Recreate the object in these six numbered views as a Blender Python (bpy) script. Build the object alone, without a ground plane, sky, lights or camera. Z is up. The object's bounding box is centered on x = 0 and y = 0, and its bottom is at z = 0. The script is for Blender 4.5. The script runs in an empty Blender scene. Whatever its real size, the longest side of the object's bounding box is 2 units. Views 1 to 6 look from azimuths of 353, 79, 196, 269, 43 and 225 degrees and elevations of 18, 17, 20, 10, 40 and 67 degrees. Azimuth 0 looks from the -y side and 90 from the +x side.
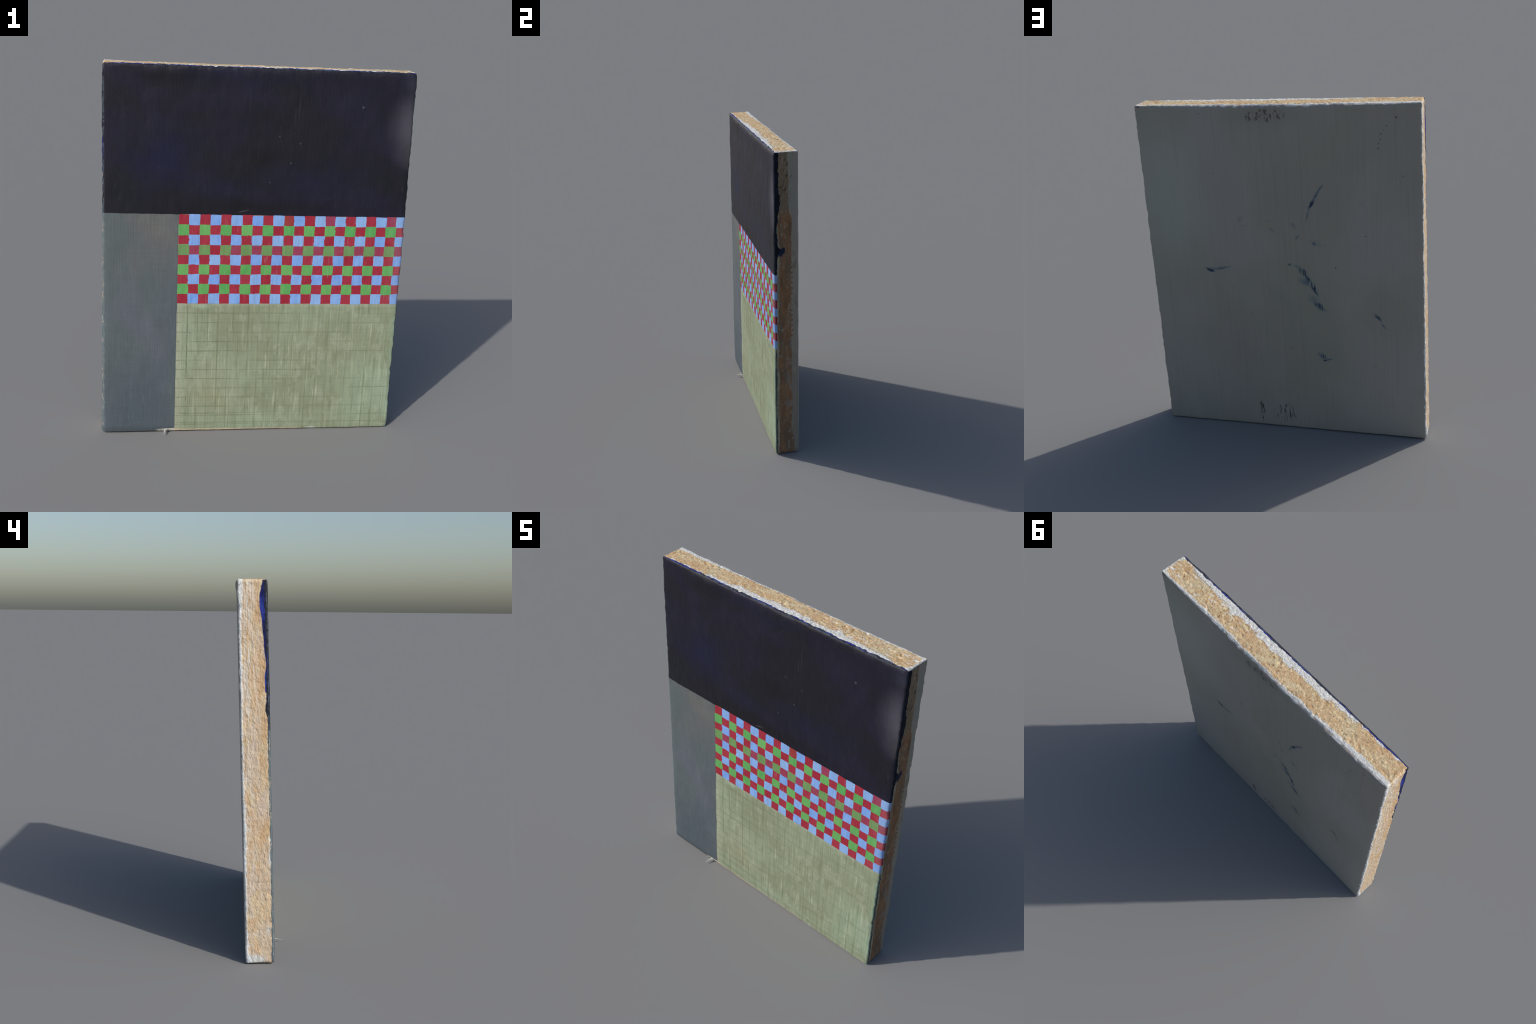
# A small abstract painting on a thick chipboard panel, standing upright and
# leaning slightly back.  Everything is built in the panel's own frame
# (x across, y depth with the painted face at -y, z up) and the whole thing is
# then tilted by its parent Empty.
import bpy, math, random
import numpy as np
from mathutils import Matrix, Euler, Vector

random.seed(7)

# ------------------------------------------------------------------ sizes
HX, HY, HZ = 0.7945, 0.0712, 1.9825        # half width, half depth, height
ZB = -0.0025                               # bottom of the board
R_EDGE, R_CORNER = 0.0075, 0.020          # rounding of edges and of outline corners
CX0, CZ0, CZ1 = -0.404, 0.738, 1.2235     # check field: left, bottom, top
COLS, ROWS = 22, 9
PX, PZ = 0.0549, (CZ1 - CZ0) / ROWS       # pencil grid pitch
STEP = 0.0042
BULGE_F, BULGE_B = 0.0062, 0.0055         # the faces are slightly pillowed
BULGE_TOP = 0.0060                        # extra swelling of the paint along the top front rim
CHAMFER = 0.0018                          # sawn-off back of the top edge

# ------------------------------------------------------------------ numpy noise
def _hash(ix, iy, iz, seed):
    h = (ix * 374761393 + iy * 668265263 + iz * 2147483647 + seed * 974634777) & 0xFFFFFFFF
    h = ((h ^ (h >> 13)) * 1274126177) & 0xFFFFFFFF
    h = ((h ^ (h >> 16)) * 2246822519) & 0xFFFFFFFF
    return ((h ^ (h >> 15)) & 0xFFFF) / 32767.5 - 1.0

def vnoise(x, y, z, seed=0):
    """smooth value noise in -1..1"""
    x, y, z = np.broadcast_arrays(np.asarray(x, float), np.asarray(y, float), np.asarray(z, float))
    fx, fy, fz = np.floor(x), np.floor(y), np.floor(z)
    ix, iy, iz = fx.astype(np.int64), fy.astype(np.int64), fz.astype(np.int64)
    tx, ty, tz = x - fx, y - fy, z - fz
    tx, ty, tz = (t * t * t * (t * (t * 6 - 15) + 10) for t in (tx, ty, tz))
    out = 0
    for a in (0, 1):
        wx = tx if a else 1 - tx
        for b in (0, 1):
            wy = ty if b else 1 - ty
            for c in (0, 1):
                wz = tz if c else 1 - tz
                out = out + wx * wy * wz * _hash(ix + a, iy + b, iz + c, seed)
    return out

def fbm(x, y, z, seed=0, octaves=3, gain=0.5):
    s, a, t = 0, 1.0, 0
    for o in range(octaves):
        s = s + a * vnoise(x * 2 ** o, y * 2 ** o, z * 2 ** o, seed + o * 17)
        t += a
        a *= gain
    return s / t

def sstep(v, a, b):
    t = np.clip((v - a) / (b - a), 0, 1)
    return t * t * (3 - 2 * t)

# ------------------------------------------------------------------ board shape
def round_pair(a, b, ha, hb, r):
    """square corner -> quarter circle of radius r, for a box |a|<ha, |b|<hb"""
    qa, qb = np.abs(a) - (ha - r), np.abs(b) - (hb - r)
    m = (qa > 0) & (qb > 0)
    k = np.where(m, np.maximum(qa, qb) / np.maximum(np.hypot(qa, qb), 1e-9), 1.0)
    a = np.where(m, np.sign(a) * (ha - r + qa * k), a)
    b = np.where(m, np.sign(b) * (hb - r + qb * k), b)
    return a, b

def low_front(db):
    """the foot is level on the ground although the panel leans"""
    return np.exp(-(db / 0.06) ** 2)

def shape(P, side):
    """board lattice point -> finished surface.  side: weights
    (front, back, left, right, bottom, top) of the face each point lies on"""
    x, y, z = P.T.copy()
    zc, hz = (HZ + ZB) / 2, (HZ - ZB) / 2
    zz = z - zc
    x, zz = round_pair(x, zz, HX, hz, 0.008 + (R_CORNER - 0.008) * np.clip(0.5 - y / (2 * HY), 0, 1))
    x, y = round_pair(x, y, HX, HY, R_EDGE)
    zz, y = round_pair(zz, y, hz, HY, R_EDGE)
    z = zz + zc
    X, Y, Z = P.T
    dl, dr, dt, db = X + HX, HX - X, HZ - Z, Z - ZB       # distances to the sides
    de = np.minimum(np.minimum(dl, dr), np.minimum(dt, db))
    near = np.exp(-(de / 0.020) ** 2)                     # close to the outline
    fr, bk, lf, rt, bt, tp = side.T
    # --- broad, faint waves of the hand-laid ground on the two faces
    y = y - fr * (0.0010 * fbm(X * 3.1, 0, Z * 2.3, 11) + 0.0021 * fbm(X * 13 + Z * 4, 0, Z * 9, 12, 2) + 0.0011 * fbm(X * 30 + Z * 6, 0, Z * 17, 15, 2))
    y = y + bk * (0.0009 * fbm(X * 2.6, 0, Z * 2.2, 13) + 0.0003 * fbm(X * 22, 0, Z * 7, 14))
    # --- swollen bead of paint along the front rim, thick where the brush stopped
    rimf = sstep(-Y, HY - 0.03, HY)
    rimb = sstep(Y, HY - 0.03, HY)
    y = y - rimf * near * (0.0010 + 0.0040 * fbm(X * 11, 1, Z * 11, 21, 3)) * np.exp(-(dt / 0.05) ** 2) \
          - rimf * near * 0.0012 * fbm(X * 17, 3, Z * 17, 22)
    y = y + rimb * near * (0.0004 + 0.0026 * fbm(X * 15, 5, Z * 13, 23, 3))
    # --- pillowed faces: paint and priming stand proud of the sawn edges, rolling over at the rims
    gx = 1 - np.clip(np.abs(X) / HX, 0, 1) ** 4
    roll = (1 - np.exp(-dl / 0.013)) * (1 - np.exp(-dr / 0.008)) * (1 - np.exp(-db / 0.020)) * (1 - np.exp(-dt / 0.012))
    foot = 1 - np.exp(-db / 0.25)
    wf_ = np.clip(-Y / HY, 0, 1) ** 2
    wb_ = np.clip(Y / HY, 0, 1) ** 2
    swell = 1 + 0.25 * fbm(X * 9, 2, Z * 9, 25)
    y = y - wf_ * roll * (BULGE_F + 0.003 * gx * foot + BULGE_TOP * (1 - np.clip(-X / HX, 0, 1) ** 4) * np.exp(-(dt / 0.07) ** 2) * swell)
    y = y + wb_ * roll * (BULGE_B + 0.003 * gx * foot + 0.008 * (1 - np.clip(X / HX, -0.2, 1)) * np.exp(-(dt / 0.04) ** 2) * swell)
    z = z - CHAMFER * gx * sstep(Y, 0.050, HY) * np.exp(-(dt / 0.02) ** 2)
    # --- scalloped outline, strongest on the two rims
    rim = 0.35 + 0.65 * np.maximum(rimf, rimb)
    nl = np.exp(-(dl / 0.018) ** 2); nr = np.exp(-(dr / 0.018) ** 2)
    nt = np.exp(-(dt / 0.018) ** 2); nb = np.exp(-(db / 0.018) ** 2)
    ysg = np.where(Y < 0, 0.0, 5.0)
    scal_r = 0.0022 * fbm(Z * 8, ysg, 1, 31) - 0.0062 * np.abs(fbm(Z * 17, ysg, 2, 32, 2)) + 0.0018
    scal_l = 0.0018 * fbm(Z * 9, ysg, 3, 33) - 0.0046 * np.abs(fbm(Z * 19, ysg, 4, 34, 2)) + 0.0014
    scal_t = 0.0022 * fbm(X * 12, ysg, 5, 35) - 0.0030 * np.abs(fbm(X * 25, ysg, 6, 36, 2)) + 0.0008
    scal_b = 0.0009 * fbm(X * 7, ysg, 7, 37) + 0.0008 * fbm(X * 30, ysg, 8, 38, 2)
    x = x + nr * rim * scal_r - nl * rim * scal_l
    z = z + nt * rim * scal_t - nb * rim * scal_b
    # left side bellies a little below the top; the dark film steps out there
    x = x - nl * 0.0025 * np.exp(-((Z - 1.75) / 0.22) ** 2) * rimf
    # --- sawn chipboard: pitted flakes on top, combed on the left, soft on the right
    inner = np.clip((HY - np.abs(Y)) / 0.008, 0, 1)
    pits = fbm(X * 95, Y * 110, 0, 41, 3)
    z = z + tp * inner * (0.0017 * pits - 0.0038 * sstep(fbm(X * 62, Y * 75, 3, 42, 2), 0.38, 0.70))
    comb = fbm(Y * 70, Z * 42, 1, 43, 3)
    x = x - lf * inner * (0.0015 * comb + 0.0016 * np.abs(fbm(Y * 30, Z * 20, 2, 44, 2)))
    x = x + rt * inner * (0.0007 * fbm(Y * 50, Z * 30, 4, 45, 3))
    z = z - bt * inner * 0.0010 * fbm(X * 60, Y * 60, 4, 46, 3)
    # --- small overall errors of squareness
    x = x - 0.0045 * np.clip(-X / HX, 0, 1) * (1 - Z / HZ) + 0.0015 * (X / HX) * (1 - Z / HZ)
    y = y * (1.0 + 0.022 * (1 - Z / HZ))
    z = z - low_front(db) * 0.0040 * np.clip(-Y / HY, 0, 1) + low_front(db) * 0.0018 * np.clip(Y / HY, 0, 1)
    x = x + 0.0022 * np.clip(X / HX, 0, 1)
    low = np.exp(-(db / 0.25) ** 2)
    z = z + low * (-0.0036 - 0.0065 * np.clip(-X / HX, 0, 1) + 0.0062 * np.clip(X / HX, 0, 1))
    return np.stack([x, y, z], 1)

def axis(lo, hi, marks=()):
    """sample positions: dense in the rounded rims, even between, through all marks"""
    rim = np.array([0, 0.0012, 0.0026, 0.0042, 0.0060, 0.0085])
    knots = sorted([lo + rim[-1], hi - rim[-1], *marks])
    out = list(lo + rim[:-1])
    for a, b in zip(knots[:-1], knots[1:]):
        n = max(1, int(round((b - a) / STEP)))
        out += list(a + (b - a) * np.arange(n) / n)
    out += list(hi - rim[::-1])
    return np.array(out)

ax_x = axis(-HX, HX, (CX0,))
ax_z = axis(ZB, HZ, (CZ0, CZ1))
ax_y = axis(-HY, HY)
NX, NY, NZ = len(ax_x), len(ax_y), len(ax_z)

# surface lattice: one shared vertex per lattice point
I, J, K = np.meshgrid(np.arange(NX), np.arange(NY), np.arange(NZ), indexing="ij")
surf = (I == 0) | (I == NX - 1) | (J == 0) | (J == NY - 1) | (K == 0) | (K == NZ - 1)
vid = np.full((NX, NY, NZ), -1, np.int64)
vid[surf] = np.arange(surf.sum())
Is, Js, Ks = I[surf], J[surf], K[surf]
P0 = np.stack([ax_x[Is], ax_y[Js], ax_z[Ks]], 1)
W = np.stack([Js == 0, Js == NY - 1, Is == 0, Is == NX - 1, Ks == 0, Ks == NZ - 1], 1).astype(float)
W /= W.sum(1, keepdims=True)
# painted borders wander like a brush edge: slide the interior border vertices a little
wob = P0.copy()
fr_in = (Js == 0)
lat = np.exp(-((P0[:, 2] - CZ1) / 0.010) ** 2) * fr_in
wob[:, 2] += lat * 0.0016 * fbm(P0[:, 0] * 22, 0, 0, 51)
lat = np.exp(-((P0[:, 0] - CX0) / 0.010) ** 2) * fr_in * (P0[:, 2] < CZ1 + 0.02)
wob[:, 0] += lat * 0.0014 * fbm(P0[:, 2] * 18, 0, 0, 52)
lat = np.exp(-((P0[:, 2] - CZ0) / 0.010) ** 2) * fr_in * (P0[:, 0] > CX0 - 0.02)
wob[:, 2] += lat * 0.0020 * fbm(P0[:, 0] * 26, 0, 0, 53)
CO = shape(wob, W)

def sheet(ids, flip):
    a, b, c, d = ids[:-1, :-1].ravel(), ids[1:, :-1].ravel(), ids[1:, 1:].ravel(), ids[:-1, 1:].ravel()
    q = np.stack([a, b, c, d], 1)
    return q[:, ::-1] if flip else q

F = {
    "front": sheet(vid[:, 0, :], False),
    "back_face": sheet(vid[:, -1, :], True),
    "left_edge": sheet(vid[0, :, :], True),
    "right_edge": sheet(vid[-1, :, :], False),
    "bottom_edge": sheet(vid[:, :, 0], True),
    "top_edge": sheet(vid[:, :, -1], False),
}
front = F.pop("front")
cen = P0[front].mean(1)
top_m = cen[:, 2] > CZ1
grey_m = ~top_m & (cen[:, 0] < CX0)
chk_m = ~top_m & ~grey_m & (cen[:, 2] > CZ0)
F["dark_paint_field"] = front[top_m]
F["grey_paint_field"] = front[grey_m]
F["check_field"] = front[chk_m]
F["green_paint_field"] = front[~top_m & ~grey_m & ~chk_m]

# whole-body vertex normals, so that the split parts meet without a shading seam
allf = np.concatenate(list(F.values()))
fn = np.cross(CO[allf[:, 2]] - CO[allf[:, 0]], CO[allf[:, 3]] - CO[allf[:, 1]])
VN = np.zeros_like(CO)
for k in range(4):
    for ax in range(3):
        VN[:, ax] += np.bincount(allf[:, k], fn[:, ax], len(CO))
VN /= np.linalg.norm(VN, axis=1, keepdims=True)
mid = CO[(Js == 0)].mean(0)
if VN[(Js == 0)][:, 1].mean() > 0:          # keep faces pointing outwards
    VN = -VN
    F = {k: f[:, ::-1] for k, f in F.items()}

def mesh_from(name, verts, faces, normals=None):
    me = bpy.data.meshes.new(name)
    n = faces.shape[1]
    me.vertices.add(len(verts)); me.vertices.foreach_set("co", verts.astype(np.float32).ravel())
    me.loops.add(faces.size); me.loops.foreach_set("vertex_index", faces.astype(np.int32).ravel())
    me.polygons.add(len(faces))
    me.polygons.foreach_set("loop_start", np.arange(0, faces.size, n, dtype=np.int32))
    me.polygons.foreach_set("use_smooth", np.ones(len(faces), bool))
    me.update(calc_edges=True)
    me.validate()
    if normals is not None:
        me.normals_split_custom_set_from_vertices(normals.astype(np.float32))
    return me

# ------------------------------------------------------------------ shader helper
def lin(c):
    return tuple((v / 255 / 12.92) if v / 255 <= 0.04045 else ((v / 255 + 0.055) / 1.055) ** 2.4 for v in c)

class V:
    """a shader value; arithmetic on it makes Math nodes"""
    def __init__(s, g, sock): s.g, s.s = g, sock
    def __add__(s, o): return s.g.m("ADD", s, o)
    __radd__ = __add__
    def __sub__(s, o): return s.g.m("SUBTRACT", s, o)
    def __rsub__(s, o): return s.g.m("SUBTRACT", o, s)
    def __mul__(s, o): return s.g.m("MULTIPLY", s, o)
    __rmul__ = __mul__
    def __truediv__(s, o): return s.g.m("DIVIDE", s, o)

class Mat:
    def __init__(s, name, rough=0.7, spec=0.3):
        s.mat = bpy.data.materials.new(name); s.mat.use_nodes = True
        s.nt = s.mat.node_tree
        s.bsdf = s.nt.nodes["Principled BSDF"]
        s.bsdf.inputs["Roughness"].default_value = rough
        s.bsdf.inputs["Specular IOR Level"].default_value = spec
        tc = s.nt.nodes.new("ShaderNodeTexCoord")
        sp = s.nt.nodes.new("ShaderNodeSeparateXYZ")
        s.nt.links.new(tc.outputs["Object"], sp.inputs[0])
        s.obj = tc.outputs["Object"]
        s.x, s.y, s.z = (V(s, sp.outputs[i]) for i in range(3))
    def put(s, sock, v):
        if isinstance(v, V): s.nt.links.new(v.s, sock)
        elif isinstance(v, (tuple, list)) and len(v) == 3 and sock.type == "RGBA": sock.default_value = (*v, 1)
        else: sock.default_value = v
    def m(s, op, a, b=None, c=None, clamp=False):
        n = s.nt.nodes.new("ShaderNodeMath"); n.operation = op; n.use_clamp = clamp
        for i, v in enumerate((a, b, c)):
            if v is not None: s.put(n.inputs[i], v)
        return V(s, n.outputs[0])
    def mn(s, a, b): return s.m("MINIMUM", a, b)
    def mx(s, a, b): return s.m("MAXIMUM", a, b)
    def abs(s, a): return s.m("ABSOLUTE", a)
    def clamp(s, a): return s.m("ADD", a, 0.0, clamp=True)
    def step(s, v, a, b, kind="SMOOTHSTEP"):
        """0 below a, 1 above b (or the other way round if a > b)"""
        n = s.nt.nodes.new("ShaderNodeMapRange"); n.interpolation_type = kind; n.clamp = True
        s.put(n.inputs["Value"], v)
        lo, hi = (a, b) if not (isinstance(a, (int, float)) and isinstance(b, (int, float)) and a > b) else (b, a)
        s.put(n.inputs["From Min"], lo); s.put(n.inputs["From Max"], hi)
        out = V(s, n.outputs[0])
        return out if lo is a else 1.0 - out
    def vec(s, a, b, c):
        n = s.nt.nodes.new("ShaderNodeCombineXYZ")
        for i, v in enumerate((a, b, c)): s.put(n.inputs[i], v)
        return V(s, n.outputs[0])
    def noise(s, sx, sy, sz, detail=3, rough=0.55, off=0.0, dist=0.0):
        n = s.nt.nodes.new("ShaderNodeTexNoise")
        mp = s.nt.nodes.new("ShaderNodeMapping")
        mp.inputs["Scale"].default_value = (sx, sy, sz); mp.inputs["Location"].default_value = (off, off * 0.7, off * 1.3)
        s.nt.links.new(s.obj, mp.inputs[0]); s.nt.links.new(mp.outputs[0], n.inputs["Vector"])
        n.inputs["Scale"].default_value = 1; n.inputs["Detail"].default_value = detail
        n.inputs["Roughness"].default_value = rough; n.inputs["Distortion"].default_value = dist
        return (V(s, n.outputs[0]) - 0.5) * 1.45 + 0.5
    def voro(s, sx, sy, sz, off=0.0, feature="F1", rnd=1.0):
        n = s.nt.nodes.new("ShaderNodeTexVoronoi"); n.feature = feature
        mp = s.nt.nodes.new("ShaderNodeMapping")
        mp.inputs["Scale"].default_value = (sx, sy, sz); mp.inputs["Location"].default_value = (off, off * 0.7, off * 1.3)
        s.nt.links.new(s.obj, mp.inputs[0]); s.nt.links.new(mp.outputs[0], n.inputs["Vector"])
        n.inputs["Scale"].default_value = 1; n.inputs["Randomness"].default_value = rnd
        sp = s.nt.nodes.new("ShaderNodeSeparateColor")
        s.nt.links.new(n.outputs["Color"], sp.inputs[0])
        return V(s, n.outputs["Distance"]), V(s, sp.outputs[0]), V(s, sp.outputs[1])
    def mix(s, f, a, b):
        n = s.nt.nodes.new("ShaderNodeMix"); n.data_type = "RGBA"; n.clamp_factor = True
        s.put(n.inputs[0], f); s.put(n.inputs[6], a); s.put(n.inputs[7], b)
        return V(s, n.outputs[2])
    def gain(s, col, f):
        """brightness times f"""
        n = s.nt.nodes.new("ShaderNodeVectorMath"); n.operation = "SCALE"
        s.put(n.inputs[0], col); s.put(n.inputs["Scale"], f)
        return V(s, n.outputs[0])
    def tint(s, col, f):
        n = s.nt.nodes.new("ShaderNodeVectorMath"); n.operation = "MULTIPLY"
        s.put(n.inputs[0], col); n.inputs[1].default_value = f
        return V(s, n.outputs[0])
    def curve(s, v, lo, hi, pts):
        """piecewise-linear function of v given as (position, value) pairs, values 0..1"""
        n = s.nt.nodes.new("ShaderNodeValToRGB"); r = n.color_ramp; r.interpolation = "EASE"
        t = (v - lo) * (1.0 / (hi - lo))
        s.put(n.inputs[0], t)
        while len(r.elements) < len(pts): r.elements.new(0.5)
        for e, (p, val) in zip(r.elements, pts):
            e.position = (p - lo) / (hi - lo)
        for e, (p, val) in zip(r.elements, pts): e.color = (val, val, val, 1)
        sp = s.nt.nodes.new("ShaderNodeSeparateColor"); s.nt.links.new(n.outputs[0], sp.inputs[0])
        return V(s, sp.outputs[0])
    def spot(s, u, v, cu, cv, ru, rv, ang=0.0, soft=1.0):
        """elliptic soft spot, 1 in the middle, 0 at the rim; ang tilts it"""
        ca, sa = math.cos(ang), math.sin(ang)
        du, dv = u - cu, v - cv
        a = (du * ca + dv * sa) * (1 / ru); b = (dv * ca - du * sa) * (1 / rv)
        d = s.m("SQRT", a * a + b * b)
        return s.step(d, 1.0, 1.0 - soft)
    def flat(s):
        """1 in the middle of the width, 0 at the sides: how far the faces are pillowed"""
        u = s.abs(s.x) * (1 / HX)
        return s.clamp(1.0 - u * u * u * u)
    def out(s, col, bump=None, dist=0.002, strength=0.5, rough=None):
        s.put(s.bsdf.inputs["Base Color"], col)
        if rough is not None: s.put(s.bsdf.inputs["Roughness"], rough)
        if bump is not None:
            b = s.nt.nodes.new("ShaderNodeBump")
            b.inputs["Distance"].default_value = dist; b.inputs["Strength"].default_value = strength
            s.put(b.inputs["Height"], bump); s.nt.links.new(b.outputs[0], s.bsdf.inputs["Normal"])
        return s.mat

# ------------------------------------------------------------------ palette (base colours)
GREY   = lin((101, 107, 111))
NAVY   = lin((26, 29, 42))
ULTRA  = lin((46, 54, 128))
GESSO  = lin((218, 220, 218))
TAN    = lin((212, 180, 138))
BROWN  = lin((136, 98, 66))

# ------------------------------------------------------------------ painted front
def mat_dark():
    g = Mat("dark_paint", 0.55, 0.25)
    x, y, z = g.x, g.y, g.z
    big = g.noise(2.2, 1, 3.0, 2, off=3)
    c = g.mix(g.step(big, 0.38, 0.62), lin((37, 36, 43)), lin((39, 38, 52)))
    c = g.mix(g.step(g.noise(3.0, 1, 4.5, 3, off=9), 0.50, 0.70) * 0.6, c, lin((34, 33, 37)))
    # ultramarine glaze showing through
    warp = (g.noise(7, 1, 7, 3, off=1) - 0.5) * 0.16
    bl = g.spot(x + warp, z - warp, -0.50, 1.53, 0.30, 0.24) * 0.7 + g.spot(x + warp, z + warp, 0.30, 1.42, 0.42, 0.13) * 0.35 \
        + g.spot(x - warp, z, -0.18, 1.36, 0.16, 0.10) * 0.4 + g.spot(x, z + warp, -0.08, 1.93, 0.45, 0.06) * 0.35
    c = g.mix(bl, c, lin((32, 37, 66)))
    # blackish patches over it
    bk = g.spot(x + warp, z, -0.02, 1.53, 0.20, 0.10) * 0.8 + g.spot(x - warp, z + warp * 0.6, 0.0, 1.255, 0.75, 0.085) * 0.85
    c = g.mix(bk, c, lin((31, 30, 33)))
    c = g.mix(g.spot(x + warp, z + warp, -0.70, 1.31, 0.20, 0.14) * 0.7, c, lin((33, 38, 40)))
    # upright brush marks
    st = g.noise(170, 1, 5, 3, 0.6, off=2)
    c = g.gain(c, 0.87 + st * 0.24)
    cr = g.noise(10, 1, 200, 3, 0.6, off=6)
    c = g.gain(c, 0.87 + cr * 0.24)
    sc = g.step(g.noise(95, 1, 6.0, 2, 0.5, off=5), 0.74, 0.88) * g.step(g.noise(4, 1, 5, 2, off=8), 0.56, 0.74)
    c = g.mix(sc * 0.22, c, lin((92, 90, 104)))
    for (cx, cz, rx, rz) in ((0.196, 1.79, 0.0055, 0.11), (0.176, 1.74, 0.004, 0.07), (-0.055, 1.83, 0.003, 0.08)):
        c = g.mix(g.spot(x + (st - 0.5) * 0.004, z, cx, cz, rx, rz) * g.noise(30, 1, 30, 2, off=4) * 0.55, c, lin((84, 80, 90)))
    c = g.tint(c, (0.60, 0.60, 0.74))
    # soft pale patch at the right rim
    c = g.mix(g.spot(x + warp * 0.2, z + warp * 0.3, 0.85, 1.70, 0.22, 0.27) * 0.66, c, lin((102, 100, 110)))
    c = g.mix(g.spot(x, z, 0.80, 1.93, 0.10, 0.07) * 0.22, c, lin((84, 92, 112)))
    c = g.mix(g.spot(x, z + warp * 0.3, 0.80, 1.55, 0.05, 0.10) * 0.15, c, lin((90, 90, 80)))
    # flecks
    d, r1, r2 = g.voro(55, 1, 55, off=3)
    c = g.mix(g.step(d, 0.10, 0.04) * g.step(r1, 0.80, 0.84) * 0.45, c, lin((120, 118, 122)))
    for (cx, cz, r) in ((0.060, 1.40, .005), (0.209, 1.606, .006), (0.165, 1.503, .007), (0.525, 1.80, .010), (0.10, 1.64, .006)):
        c = g.mix(g.spot(x, z, cx, cz, r, r) * 0.4, c, lin((120, 120, 126)))
    c = g.mix(g.spot(x, z, -0.07, 1.245, 0.045, 0.006, 0.25) * 0.35, c, lin((104, 104, 112)))
    # rims: thin paler blue-grey line, ultramarine left exposed at the top
    ex, et = g.m("ADD", x, HX), HZ - z
    er = HX - x
    n = g.noise(30, 30, 30, 4, 0.65, off=7)
    rim = g.mx(g.step(ex + (n - 0.5) * 0.02, 0.013, 0.004), g.step(et + (n - 0.5) * 0.02, 0.010, 0.003))
    c = g.mix(rim * g.step(n, 0.40, 0.60) * 0.65, c, lin((88, 100, 112)))
    c = g.mix(g.step(et, 0.0045, 0.0015) * g.step(g.noise(13, 2, 2, 3, off=11), 0.48, 0.56), c, ULTRA)
    c = g.mix(g.step(ex, 0.0045, 0.0015) * g.step(g.noise(2, 2, 9, 3, off=12), 0.62, 0.72) * 0.7, c, ULTRA)
    c = g.mix(g.step(er + (n - 0.5) * 0.012, 0.007, 0.002) * 0.7, c, lin((28, 34, 46)))
    h = st * 0.7 + g.noise(60, 1, 60, 3, off=13) * 0.5
    return g.out(c, h, 0.0022, 0.5)

def mat_grey():
    g = Mat("grey_paint", 0.65, 0.25)
    x, y, z = g.x, g.y, g.z
    b = g.noise(2.6, 1, 1.5, 3, off=31)
    c = g.mix(g.step(b, 0.38, 0.62), lin((91, 100, 104)), lin((97, 101, 112)))
    w = (g.noise(6, 1, 4, 3, off=35) - 0.5) * 0.25
    c = g.mix(g.spot(x + w, z + w, -0.52, 1.15, 0.30, 0.36) * 0.75, c, lin((108, 106, 104)))
    c = g.mix(g.spot(x + w, z + w, -0.76, 0.85, 0.14, 0.60) * 0.5, c, lin((90, 101, 102)))
    c = g.mix(g.spot(x + w, z + w * 0.5, -0.62, 0.12, 0.40, 0.42) * 0.75, c, lin((76, 88, 97)))
    c = g.mix(g.spot(x + w, z + w * 0.5, -0.46, 0.55, 0.10, 0.55) * 0.4, c, lin((86, 92, 104)))
    st = g.noise(150, 1, 3.0, 4, 0.65, off=33)
    c = g.gain(c, 0.82 + st * 0.24)
    c = g.mix(g.step(g.noise(140, 1, 9, 2, 0.5, off=36), 0.66, 0.84) * 0.18, c, lin((134, 134, 138)))
    cr = g.noise(7, 1, 160, 2, 0.5, off=37)
    c = g.gain(c, 0.93 + cr * 0.14)
    d, r1, r2 = g.voro(45, 1, 45, off=5)
    c = g.mix(g.step(d, 0.09, 0.04) * g.step(r1, 0.90, 0.93) * 0.6, c, lin((180, 180, 176)))
    n = g.noise(35, 35, 35, 4, 0.6, off=7)
    ex = g.m("ADD", x, HX)
    c = g.mix(g.step(ex + (n - 0.5) * 0.02, 0.011, 0.004) * 0.55, c, lin((106, 122, 128)))
    c = g.mix(g.step(ex + (n - 0.5) * 0.006, 0.003, 0.0008) * g.step(g.noise(2, 2, 26, 5, 0.75, off=8), 0.50, 0.68) * 0.6, c, lin((196, 176, 150)))
    # darker, bluer touch beside the green field, and greyish wash at the very foot
    c = g.mix(g.step(x + (n - 0.5) * 0.006, CX0 - 0.013, CX0 - 0.003) * 0.30, c, lin((70, 78, 84)))
    c = g.mix(g.step(z + (n - 0.5) * 0.03, 0.030, 0.004) * 0.40, c, lin((66, 76, 82)))
    c = g.mix(g.clamp((0.004 - (z + 0.001 - g.step(x, -0.50, -0.42) * 0.004)) * 500.0) * g.step(x, -0.52, -0.47), c, lin((190, 186, 174)))
    return g.out(c, st + g.noise(40, 1, 25, 3, off=39) * 0.5, 0.0020, 0.45)

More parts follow.
